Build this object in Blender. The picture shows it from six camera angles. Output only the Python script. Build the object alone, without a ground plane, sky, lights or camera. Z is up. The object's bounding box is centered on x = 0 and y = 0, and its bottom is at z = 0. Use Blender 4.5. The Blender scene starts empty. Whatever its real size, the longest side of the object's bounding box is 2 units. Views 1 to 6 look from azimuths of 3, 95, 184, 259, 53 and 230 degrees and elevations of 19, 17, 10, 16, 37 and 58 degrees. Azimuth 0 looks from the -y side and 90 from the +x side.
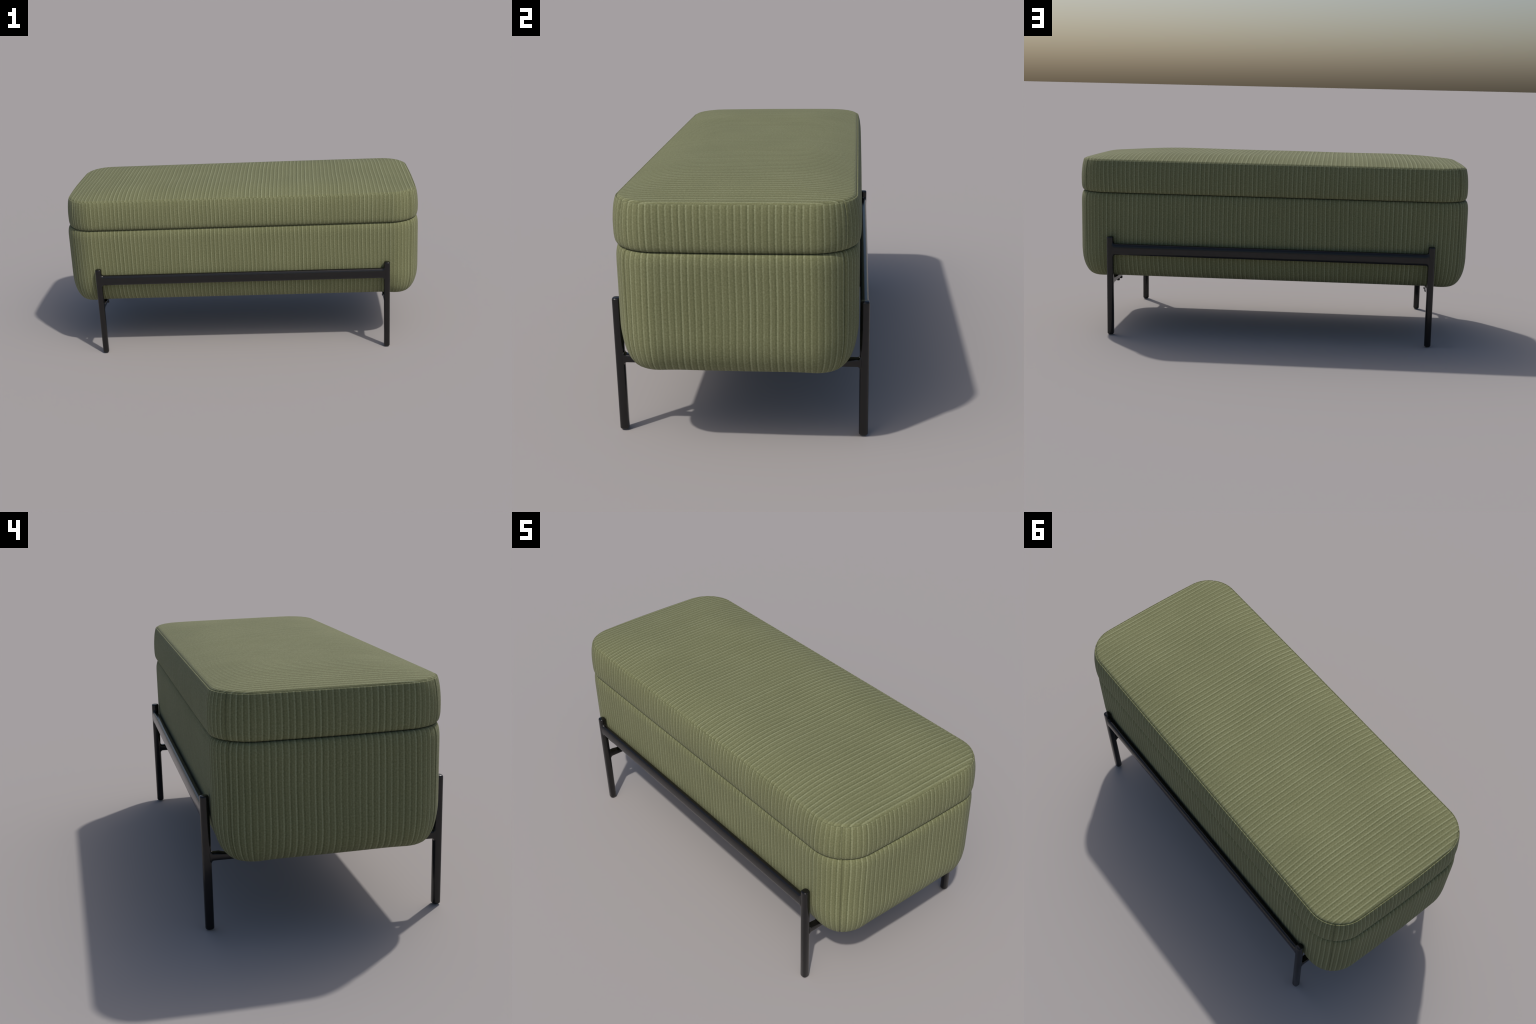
"""Upholstered storage bench: corduroy box with a padded hinged lid, carried by a
black tubular steel frame (four legs, two side rails, four under-seat arms)."""
import bpy, math
import numpy as np

# ------------------------------------------------------------------ dimensions
PLAN_R = 0.160          # plan corner radius of box and lid
WALE = 0.0222           # corduroy rib spacing
BODY = dict(hx=0.990, hy=0.413, shorten=0.005, tuck=True, phase=dict(side=0.0, end=-0.03))
LID = dict(hx=0.988, hy=0.418, shorten=0.018, tuck=False, phase=dict(side=-0.5, end=-0.03))
LEG_X, LEG_Y, LEG_H, LEG_R = 0.8075, 0.4335, 0.5065, 0.0166
RAIL_Z, RAIL_HZ, RAIL_HY = 0.4420, 0.0290, 0.0158
ARM_Z, ARM_HZ, ARM_HX = 0.2795, 0.0155, 0.0160
PHASE_TOP = 0.81


# ------------------------------------------------------------------ rib pattern
# The same wobble is used for the modelled ribs and for the ribs' colour nodes.
WOBBLE = [(0.0012, 8.1, 3.3, 0.0), (0.0006, 19.0, -9.0, 1.3), (0.0020, 3.1, 4.7, 2.1)]


def rib_phase(u, v, phase):
    w = sum(a * np.sin(kv * v + ku * u + p) for a, kv, ku, p in WOBBLE)
    return (u + w) / WALE + phase


def rib_height(u, v, phase):
    """Narrow raised cord with a sunken furrow along one flank."""
    f = rib_phase(u, v, phase)
    f = f - np.floor(f)
    cord = np.exp(-((f - 0.50) / 0.12) ** 2)
    furrow = np.exp(-((f - 0.32) / 0.10) ** 2)
    swell = 0.25 * np.cos(2 * np.pi * (f - 0.80))
    return 0.00028 * cord - 0.00014 * furrow + 0.00013 * swell


# ------------------------------------------------------------------ mesh helpers
def new_object(name, verts, faces, material, parent=None, smooth=True):
    me = bpy.data.meshes.new(name)
    verts = np.asarray(verts, dtype=np.float64)
    me.from_pydata([], [], []) if len(verts) == 0 else me.from_pydata(verts.tolist(), [], faces)
    me.update()
    if smooth:
        me.polygons.foreach_set("use_smooth", [True] * len(me.polygons))
    me.materials.append(material)
    ob = bpy.data.objects.new(name, me)
    bpy.context.scene.collection.objects.link(ob)
    if parent is not None:
        ob.parent = parent
    return ob


def grid_faces(rows, cols, flip=False, close=False):
    faces = []
    cmax = cols if close else cols - 1
    for r in range(rows - 1):
        for c in range(cmax):
            c2 = (c + 1) % cols
            a, b = r * cols + c, r * cols + c2
            d, e = (r + 1) * cols + c, (r + 1) * cols + c2
            faces.append((a, d, e, b) if flip else (a, b, e, d))
    return faces


def grid_normals(P):
    du = np.gradient(P, axis=1)
    dv = np.gradient(P, axis=0)
    n = np.cross(du, dv)
    return n / np.maximum(np.linalg.norm(n, axis=2, keepdims=True), 1e-12)


def smooth_profile(points, count):
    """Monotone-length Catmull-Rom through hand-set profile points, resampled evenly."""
    p = np.array(points, float)
    ext = np.vstack([2 * p[0] - p[1], p, 2 * p[-1] - p[-2]])
    out = []
    for i in range(1, len(ext) - 2):
        a, b, c, d = ext[i - 1], ext[i], ext[i + 1], ext[i + 2]
        for t in np.linspace(0, 1, 24, endpoint=False):
            out.append(0.5 * (2 * b + (c - a) * t + (2 * a - 5 * b + 4 * c - d) * t ** 2
                              + (3 * b - a - 3 * c + d) * t ** 3))
    out.append(p[-1])
    out = np.array(out)
    s = np.r_[0, np.cumsum(np.linalg.norm(np.diff(out, axis=0), axis=1))]
    q = np.linspace(0, s[-1], count)
    return np.stack([np.interp(q, s, out[:, k]) for k in range(2)], 1)


# ------------------------------------------------------------------ plan shape
def bulge(P, hx, hy, shorten):
    """Padded sides belly out a little in the middle of each run."""
    x, y = P[..., 0].copy(), P[..., 1].copy()
    P[..., 0] = x * (1 + 0.0101 * np.clip(1 - (y / hy) ** 2, 0, 1))
    P[..., 1] = y * (1 + 0.0035 * np.clip(1 - (x / hx) ** 2, 0, 1))
    # the padding sits a little shorter at one end, most so on the lid
    P[..., 0] += shorten * np.clip(-x / hx, 0, 1) ** 6 * (0.35 + 0.65 * np.clip(-y / hy, 0, 1) ** 2)
    return P


def panel_plan(hx, hy, along_x, samples_per_rib=14):
    """Plan curve of one panel, from one 45 degree corner seam to the next.
    Returns rib coordinate u, plan points and outward plan normals."""
    cx, cy = hx - PLAN_R, hy - PLAN_R
    half = (cx if along_x else cy)
    end = half + PLAN_R * math.pi / 4
    n = int(round(2 * end / (WALE / samples_per_rib)))
    u = np.linspace(-end, end, n + 1)
    th = np.maximum(np.abs(u) - half, 0) / PLAN_R
    sg = np.sign(u)
    run = np.minimum(np.abs(u), half) * sg + PLAN_R * np.sin(th) * sg
    if along_x:
        pts = np.stack([run, -(cy + PLAN_R * np.cos(th))], 1)
        nor = np.stack([np.sin(th) * sg, -np.cos(th)], 1)
    else:
        pts = np.stack([cx + PLAN_R * np.cos(th), run], 1)
        nor = np.stack([np.cos(th), np.sin(th) * sg], 1)
    return u, pts, nor, end


def build_panel(name, dims, profile, along_x, mirror, material, parent, relief_rows):
    """Sweep a vertical profile (inset, z) along one panel, raise ribs, sink the seams."""
    hx, hy = dims["hx"], dims["hy"]
    u, pts, nor, end = panel_plan(hx, hy, along_x)
    inset, z = profile[:, 0], profile[:, 1]
    P = np.zeros((len(z), len(u), 3))
    ins = inset[:, None] * np.ones((1, len(u)))
    if dims["tuck"]:                 # lower edge: tucked under mid-run, fuller at the corners
        low = np.clip((0.50 - z) / 0.10, 0, 1)[:, None]
        corner = np.clip((np.abs(u) / end - (0.80 if along_x else 0.45)) / (0.20 if along_x else 0.55), 0, 1)[None, :]
        corner = corner * corner * (3 - 2 * corner)
        gain = (1.06 if along_x else 0.94) * (1 - corner) + 0.70 * corner
        ins = ins * (1 + (gain - 1) * low)
        if along_x:
            ins = ins + 0.0045 * np.exp(-((z - 0.375) / 0.045) ** 2)[:, None] * (1 - corner)
    P[..., 0] = pts[None, :, 0] - ins * nor[None, :, 0]
    P[..., 1] = pts[None, :, 1] - ins * nor[None, :, 1]
    P[..., 2] = z[:, None]
    if mirror:                       # the opposite panel is the same one turned round
        P[..., :2] *= -1
    P = bulge(P, hx, hy, dims["shorten"])
    N = grid_normals(P)
    U = np.broadcast_to((-u if mirror else u)[None, :], P.shape[:2])
    h = rib_height(U, P[..., 2], dims["phase"]["side" if along_x else "end"])
    fade = relief_rows(P[..., 2], inset[:, None])
    seam = np.abs(np.abs(U) - end)
    h = h * fade * np.clip(seam / 0.006, 0, 1)
    h = h - 0.0036 * np.exp(-(seam / 0.0020) ** 2) + 0.0006 * np.exp(-((seam - 0.010) / 0.005) ** 2) * fade
    P = P + N * h[..., None]
    return new_object(name, P.reshape(-1, 3), grid_faces(*P.shape[:2]), material, parent)


# ------------------------------------------------------------------ node helpers
class Nodes:
    def __init__(self, name):
        self.mat = bpy.data.materials.new(name)
        self.mat.use_nodes = True
        self.t = self.mat.node_tree
        self.t.nodes.clear()
        self.out = self.t.nodes.new("ShaderNodeOutputMaterial")
        self.bsdf = self.t.nodes.new("ShaderNodeBsdfPrincipled")
        self.t.links.new(self.bsdf.outputs[0], self.out.inputs[0])

    def put(self, sock, val):
        if hasattr(val, "node"):
            self.t.links.new(val, sock)
        else:
            sock.default_value = val

    def m(self, op, a, b=None, c=None):
        n = self.t.nodes.new("ShaderNodeMath")
        n.operation = op
        for s, v in zip(n.inputs, (a, b, c)):
            if v is not None:
                self.put(s, v)
        return n.outputs[0]

    def node(self, kind, out=0, **inputs):
        n = self.t.nodes.new(kind)
        for k, v in inputs.items():
            key = k.replace("_", " ")
            if key in n.inputs:
                self.put(n.inputs[key], v)
            else:
                setattr(n, k, v)
        return n.outputs[out]

    def xyz(self, x, y, z):
        n = self.t.nodes.new("ShaderNodeCombineXYZ")
        for s, v in zip(n.inputs, (x, y, z)):
            self.put(s, v)
        return n.outputs[0]

    def ramp(self, fac, stops, mode="LINEAR"):
        n = self.t.nodes.new("ShaderNodeValToRGB")
        n.color_ramp.interpolation = mode
        el = n.color_ramp.elements
        while len(el) < len(stops):
            el.new(0.5)
        for e, (p, c) in zip(el, stops):
            e.position = p
            e.color = (*c, 1) if len(c) == 3 else c
        self.put(n.inputs[0], fac)
        return n.outputs[0]

    def mix(self, blend, fac, a, b):
        n = self.t.nodes.new("ShaderNodeMix")
        n.data_type = "RGBA"
        n.blend_type = blend
        self.put(n.inputs[0], fac)
        self.put(n.inputs[6], a)
        self.put(n.inputs[7], b)
        return n.outputs[2]


FABRIC_MID = (0.175, 0.183, 0.090)
FABRIC_DARK = (0.108, 0.116, 0.054)
FABRIC_LIGHT = (0.288, 0.304, 0.174)


def corduroy(name, kind, dims):
    """Olive corduroy. kind: 'side' (ribs spaced along x and round the corners),
    'end' (spaced along y and round the corners) or 'top' (spaced along x)."""
    N = Nodes(name)
    co = N.node("ShaderNodeTexCoord", 3)
    sep = N.t.nodes.new("ShaderNodeSeparateXYZ")
    N.t.links.new(co, sep.inputs[0])
    X, Y, Z = sep.outputs
    if kind == "top":
        u, v = X, Y
    else:
        cx, cy = dims["hx"] - PLAN_R, dims["hy"] - PLAN_R
        ax = N.m("MAXIMUM", N.m("SUBTRACT", N.m("ABSOLUTE", X), cx), 0.0)
        ay = N.m("MAXIMUM", N.m("SUBTRACT", N.m("ABSOLUTE", Y), cy), 0.0)
        if kind == "side":
            th, run, c = N.m("ARCTAN2", ax, ay), X, cx
        else:
            th, run, c = N.m("ARCTAN2", ay, ax), Y, cy
        arc = N.m("MULTIPLY_ADD", th, PLAN_R, N.m("MINIMUM", N.m("ABSOLUTE", run), c))
        u, v = N.m("MULTIPLY", N.m("SIGN", run), arc), Z
    # wobbling rib coordinate
    w = u
    for a, kv, ku, p in WOBBLE:
        ang = N.m("MULTIPLY_ADD", v, kv, N.m("MULTIPLY_ADD", u, ku, p))
        w = N.m("MULTIPLY_ADD", N.m("SINE", ang), a, w)
    f = N.m("MULTIPLY_ADD", w, 1.0 / WALE, PHASE_TOP if kind == "top" else dims["phase"][kind])
    frac = N.m("FRACT", f)
    idx = N.m("FLOOR", f)
    # each cord has its own strength; it also fades in and out along its length
    own = N.t.nodes.new("ShaderNodeTexWhiteNoise")
    own.noise_dimensions = "1D"
    N.put(own.inputs["W"], idx)
    along = N.node("ShaderNodeTexNoise", 0, Vector=N.xyz(N.m("MULTIPLY", idx, 7.3), N.m("MULTIPLY", v, 26.0), 0.0),
                   Scale=1.0, Detail=2.0)
    fuzz = N.node("ShaderNodeTexNoise", 0, Vector=N.xyz(N.m("MULTIPLY", u, 1.0), N.m("MULTIPLY", v, 0.6), 0.0),
                  Scale=215.0, Detail=2.0, Roughness=0.6)
    fibre = N.node("ShaderNodeTexNoise", 0, Vector=N.xyz(N.m("MULTIPLY", u, 0.5), N.m("MULTIPLY", v, 1.6), 0.3),
                   Scale=260.0, Detail=1.0)
    broad = N.node("ShaderNodeTexNoise", 0, Vector=co, Scale=5.0, Detail=2.0)
    jit = N.m("MULTIPLY_ADD", N.m("SUBTRACT", fuzz, 0.5), 0.10, frac)
    tone = N.ramp(jit, [(0.0, (0.45,) * 3), (0.12, (0.36,) * 3), (0.23, (0.21,) * 3), (0.34, (0.23,) * 3),
                        (0.45, (0.81,) * 3), (0.57, (0.80,) * 3), (0.70, (0.46,) * 3), (0.84, (0.42,) * 3),
                        (1.0, (0.50,) * 3)])
    strength = N.m("MULTIPLY_ADD", N.m("ADD", own.outputs[0], along), 0.62, 0.32)
    tone = N.m("MULTIPLY_ADD", N.m("SUBTRACT", tone, 0.45), strength, 0.45)
    tone = N.m("MULTIPLY_ADD", N.m("SUBTRACT", fuzz, 0.5), 0.75, tone)
    tone = N.m("MULTIPLY_ADD", N.m("SUBTRACT", fibre, 0.5), 0.48, tone)
    tone = N.m("MULTIPLY_ADD", N.m("SUBTRACT", broad, 0.5), 0.18, tone)
    col = N.ramp(tone, [(0.0, FABRIC_DARK), (0.45, FABRIC_MID), (1.0, FABRIC_LIGHT)])
    bump = N.t.nodes.new("ShaderNodeBump")
    bump.inputs["Strength"].default_value = 0.22
    bump.inputs["Distance"].default_value = 0.0012
    N.put(bump.inputs["Height"], N.m("ADD", fuzz, fibre))
    b = N.bsdf
    N.put(b.inputs["Base Color"], col)
    b.inputs["Roughness"].default_value = 0.9
    b.inputs["Specular IOR Level"].default_value = 0.2
    b.inputs["Sheen Weight"].default_value = 0.05
    b.inputs["Sheen Roughness"].default_value = 0.5
    N.put(b.inputs["Normal"], bump.outputs[0])
    return N.mat


def plain(name, colour, rough, spec=0.5, mottling=0.1, scale=60.0, bump=0.05, metallic=0.0):
    N = Nodes(name)
    co = N.node("ShaderNodeTexCoord", 3)
    n = N.node("ShaderNodeTexNoise", 0, Vector=co, Scale=scale, Detail=3.0)
    lo = tuple(c * (1 - mottling) for c in colour)
    hi = tuple(c * (1 + mottling) for c in colour)
    N.put(N.bsdf.inputs["Base Color"], N.ramp(n, [(0.3, lo), (0.7, hi)]))
    N.put(N.bsdf.inputs["Roughness"], N.m("MULTIPLY_ADD", n, 0.10, rough - 0.05))
    N.bsdf.inputs["Specular IOR Level"].default_value = spec
    N.bsdf.inputs["Metallic"].default_value = metallic
    b = N.t.nodes.new("ShaderNodeBump")
    b.inputs["Strength"].default_value = bump
    b.inputs["Distance"].default_value = 0.0005
    N.put(b.inputs["Height"], N.node("ShaderNodeTexNoise", 0, Vector=co, Scale=900.0, Detail=1.0))
    N.put(N.bsdf.inputs["Normal"], b.outputs[0])
    return N.mat


MAT_BODY_SIDE = corduroy("corduroy_box_side", "side", BODY)
MAT_BODY_END = corduroy("corduroy_box_end", "end", BODY)
MAT_LID_SIDE = corduroy("corduroy_lid_side", "side", LID)
MAT_LID_END = corduroy("corduroy_lid_end", "end", LID)
MAT_TOP = corduroy("corduroy_lid_top", "top", LID)
MAT_STEEL = plain("black_powder_coat", (0.0065, 0.0060, 0.0060), 0.19, 0.5)
MAT_BOLT = plain("bolt_steel", (0.030, 0.030, 0.032), 0.35, 0.5, metallic=0.6)
MAT_LINING = plain("black_lining_cloth", (0.020, 0.020, 0.018), 0.95, 0.1, 0.25, 300.0, 0.3)

# ------------------------------------------------------------------ the bench
root = bpy.data.objects.new("storage_bench", None)
bpy.context.scene.collection.objects.link(root)
root["label"] = "olive green corduroy storage bench on thin black metal legs"
root["category"] = "bench"

BOX_BOTTOM, BOX_TOP = 0.2880, 0.7245
LID_BOTTOM = 0.7258


def box_profile():
    """(inset, z) from the underside, round the full lower edge, up to the rolled rim."""
    pts = []
    a, b, n = 0.098, 0.155, 2.3
    for h in np.linspace(0.0, 1.0, 22):
        hh = h ** 1.7
        t = 1 - hh
        pts.append((a * (1 - (1 - t ** n) ** (1 / n)), BOX_BOTTOM + b * hh))
    pts += [(0.000, 0.520), (0.000, 0.600), (0.000, 0.660), (0.0006, 0.685), (0.0030, 0.703),
            (0.0070, 0.716), (0.0125, 0.7222), (0.0230, BOX_TOP), (0.045, BOX_TOP)]
    return smooth_profile(pts, 96)


def lid_profile():
    pts = [(0.045, LID_BOTTOM), (0.024, LID_BOTTOM), (0.0135, 0.7272), (0.0065, 0.7330), (0.0028, 0.7425),
           (0.0006, 0.757), (0.0, 0.780), (0.0004, 0.805), (0.0024, 0.832), (0.0056, 0.857),
           (0.0100, 0.876), (0.0128, 0.8850), (0.0143, 0.8872), (0.0157, 0.8873), (0.0168, 0.8862), (0.0176, 0.8840)]
    return smooth_profile(pts, 64)


# ---- box
def underside(name, dims, inset, z, thick, parent):
    """Flat rounded board closing the underside of a shell."""
    hx, hy, r = dims["hx"] - inset, dims["hy"] - inset, max(PLAN_R - inset, 0.02)
    ring = []
    for k in range(4):
        cx = (hx - r) * (1 if k in (0, 3) else -1)
        cy = (hy - r) * (1 if k in (0, 1) else -1)
        for a in np.linspace(0, math.pi / 2, 13):
            ang = a + k * math.pi / 2
            ring.append((cx + r * math.cos(ang), cy + r * math.sin(ang)))
    n = len(ring)
    v = [(x, y, z) for x, y in ring] + [(x, y, z + thick) for x, y in ring]
    f = [tuple(reversed(range(n))), tuple(range(n, 2 * n))]
    f += [(i, (i + 1) % n, n + (i + 1) % n, n + i) for i in range(n)]
    return new_object(name, v, f, MAT_LINING, parent, smooth=False)


box = underside("storage_box", BODY, 0.100, BOX_BOTTOM + 0.0012, 0.012, root)
BP, LP = box_profile(), lid_profile()


def box_fade(z, inset):
    return np.clip((z - BOX_BOTTOM) / 0.02, 0, 1) * np.clip((BOX_TOP - z) / 0.004, 0, 1) + 0 * inset


def lid_fade(z, inset):
    return np.clip((z - LID_BOTTOM) / 0.004, 0, 1) * np.clip((0.886 - z) / 0.006, 0, 1) + 0 * inset


for mirror in (False, True):
    build_panel("side_panel", BODY, BP, True, mirror, MAT_BODY_SIDE, box, box_fade)
    build_panel("end_panel", BODY, BP, False, mirror, MAT_BODY_END, box, box_fade)

# ---- lid
lid = underside("padded_lid", LID, 0.035, LID_BOTTOM + 0.0008, 0.010, root)
for mirror in (False, True):
    build_panel("side_band", LID, LP, True, mirror, MAT_LID_SIDE, lid, lid_fade)
    build_panel("end_band", LID, LP, False, mirror, MAT_LID_END, lid, lid_fade)


def top_crown(d, dx, dy):
    """Height of the padded top above the seam groove: a quick roll at the rim, then a
    dome that falls off sooner towards the long edges than towards the ends."""
    fy = 1 - (1 - np.clip(dy / 0.25, 0, 1)) ** 2.2
    fx = 1 - (1 - np.clip(dx / 0.48, 0, 1)) ** 2.2
    return 0.0095 * (1 - np.exp(-d / 0.0045)) + 0.0275 * fx * fy * (1 - np.exp(-d / 0.03))


def build_top(parent):
    edge = float(LP[-1, 0]) - 0.0004
    hx, hy, r = LID["hx"] - edge, LID["hy"] - edge, PLAN_R - edge
    cx = hx - r
    n_mid = int(2 * cx / (WALE / 14))
    a = np.linspace(math.pi / 2, 0, 110)
    left = -(cx + r * np.sin(a))
    x = np.r_[left, np.linspace(-cx, cx, n_mid + 1)[1:-1], -left[::-1]]
    s = np.sqrt(np.clip(r * r - np.maximum(np.abs(x) - cx, 0) ** 2, 0, None))
    half = hy - r + s
    q = np.linspace(-1, 1, 151)
    t = np.sign(q) * (1 - (1 - np.abs(q)) ** 1.5)          # rows gather towards the seams
    P = np.zeros((len(t), len(x), 3))
    P[..., 0] = x[None, :]
    P[..., 1] = t[:, None] * half[None, :]
    qx, qy = np.abs(P[..., 0]) - cx, np.abs(P[..., 1]) - (hy - r)
    d = r - (np.hypot(np.maximum(qx, 0), np.maximum(qy, 0)) + np.minimum(np.maximum(qx, qy), 0))
    d = np.maximum(d, 0)
    X, Y = P[..., 0], P[..., 1]
    P[..., 2] = 0.8842 + top_crown(d, hx - np.abs(X), hy - np.abs(Y))
    P[..., 2] += (0.0010 * np.sin(5.3 * X + 2.0 * Y) + 0.0008 * np.sin(9.7 * X - 7.0 * Y + 1.0)) * np.clip(d / 0.15, 0, 1)
    P = bulge(P, LID["hx"], LID["hy"], LID["shorten"])
    N = grid_normals(P)
    h = rib_height(P[..., 0], P[..., 1], PHASE_TOP) * np.clip(d / 0.010, 0, 1)
    P = P + N * h[..., None]
    return new_object("top_panel", P.reshape(-1, 3), grid_faces(*P.shape[:2]), MAT_TOP, parent)


build_top(lid)


# ------------------------------------------------------------------ steel frame
def section(ha, hb, n_exp, count):
    """Rounded-rectangular tube section (superellipse) with half sizes ha, hb."""
    a = np.linspace(0, 2 * math.pi, count, endpoint=False)
    c, s = np.cos(a), np.sin(a)
    return np.stack([ha * np.sign(c) * np.abs(c) ** (2 / n_exp), hb * np.sign(s) * np.abs(s) ** (2 / n_exp)], 1)


def loft(name, rings, material, parent):
    rings = np.asarray(rings)
    k, n, _ = rings.shape
    v = rings.reshape(-1, 3)
    f = grid_faces(k, n, close=True)
    f.append(tuple(reversed(range(n))))
    f.append(tuple(range((k - 1) * n, k * n)))
    ob = new_object(name, v, f, material, parent)
    me = ob.data
    import bmesh
    bm = bmesh.new()
    bm.from_mesh(me)
    bmesh.ops.recalc_face_normals(bm, faces=bm.faces)
    bm.to_mesh(me)
    bm.free()
    me.polygons.foreach_set("use_smooth", [True] * len(me.polygons))
    me.set_sharp_from_angle(angle=math.radians(40))
    return ob


def leg_rings():
    sec = section(LEG_R, LEG_R, 2.7, 40)
    levels = [(0.0, 0.68), (0.0008, 0.76), (0.0045, 0.955), (0.0075, 1.0), (LEG_H * 0.5, 1.0),
              (LEG_H - 0.0065, 1.0), (LEG_H - 0.0040, 0.985), (LEG_H - 0.0012, 0.90), (LEG_H, 0.80)]
    return np.array([[(x * k, y * k, z) for x, y in sec] for z, k in levels])


def fillet(d, r):
    """Extra half-thickness of a weld fillet at distance d from the leg's face."""
    d = np.clip(d, 0, r)
    return r - np.sqrt(np.maximum(r * r - (r - d) ** 2, 0))


def rail_rings():
    sec = section(RAIL_HY, RAIL_HZ, 2.7, 48)
    x_end = LEG_X - LEG_R * 0.6
    face = LEG_X - LEG_R + 0.0005
    d = np.r_[np.linspace(-0.006, 0.016, 14), 0.10]
    xs = np.r_[-(face - d), (face - d)[::-1]]
    rings = []
    for x in xs:
        dist = face - abs(x)
        k = (RAIL_HZ + fillet(dist, 0.011)) / RAIL_HZ
        rings.append([(min(max(x, -x_end), x_end), y, z * k) for y, z in sec])
    return np.array(rings)


def arm_rings():
    """Arm from the leg inwards (along -y from y = 0) under the box."""
    sec = section(ARM_HX, ARM_HZ, 4.0, 40)
    face = LEG_R - 0.0005
    rings = []
    for d in np.r_[np.linspace(-0.006, 0.014, 12), 0.028, 0.055, 0.10, 0.2150, 0.2185]:
        k = (ARM_HZ + fillet(d, 0.009)) / ARM_HZ
        if d > 0.218:
            k = 0.8
        ceiling = ARM_HZ + 1 if d < 0.03 else BOX_BOTTOM - 0.0012 - ARM_Z
        rings.append([(x, -(face + d), min(z * k, ceiling)) for x, z in sec])
    return np.array(rings)


def bolt_rings():
    sec = section(0.0080, 0.0080, 2.0, 24)
    return np.array([[(x * k, y * k, z) for x, y in sec]
                     for z, k in [(0.002, 1.0), (-0.006, 1.0), (-0.0085, 0.88), (-0.0095, 0.6)]])


def place(proto, location, turn=0.0, parent=root):
    ob = proto if not proto.get("used") else proto.copy()
    if not proto.get("used"):
        proto["used"] = 1
    else:
        bpy.context.scene.collection.objects.link(ob)
        del ob["used"]
    ob.location = location
    ob.rotation_euler = (0, 0, turn)
    ob.parent = parent
    return ob


leg = loft("leg", leg_rings(), MAT_STEEL, root)
rail = loft("side_rail", rail_rings(), MAT_STEEL, root)
arm = loft("support_arm", arm_rings(), MAT_STEEL, root)
bolt = loft("bolt", bolt_rings(), MAT_BOLT, root)

for sy in (-1, 1):
    place(rail, (0, sy * LEG_Y, RAIL_Z))
    for sx in (-1, 1):
        the_leg = place(leg, (sx * LEG_X, sy * LEG_Y, 0))
        the_arm = place(arm, (sx * LEG_X, sy * LEG_Y, ARM_Z), 0.0 if sy > 0 else math.pi)
        for off in (-0.130, -0.190):
            place(bolt, (-0.009 * sx * sy, off, -ARM_HZ), 0.0, the_arm)
for ob in (leg, rail, arm, bolt):
    if ob.get("used"):
        del ob["used"]
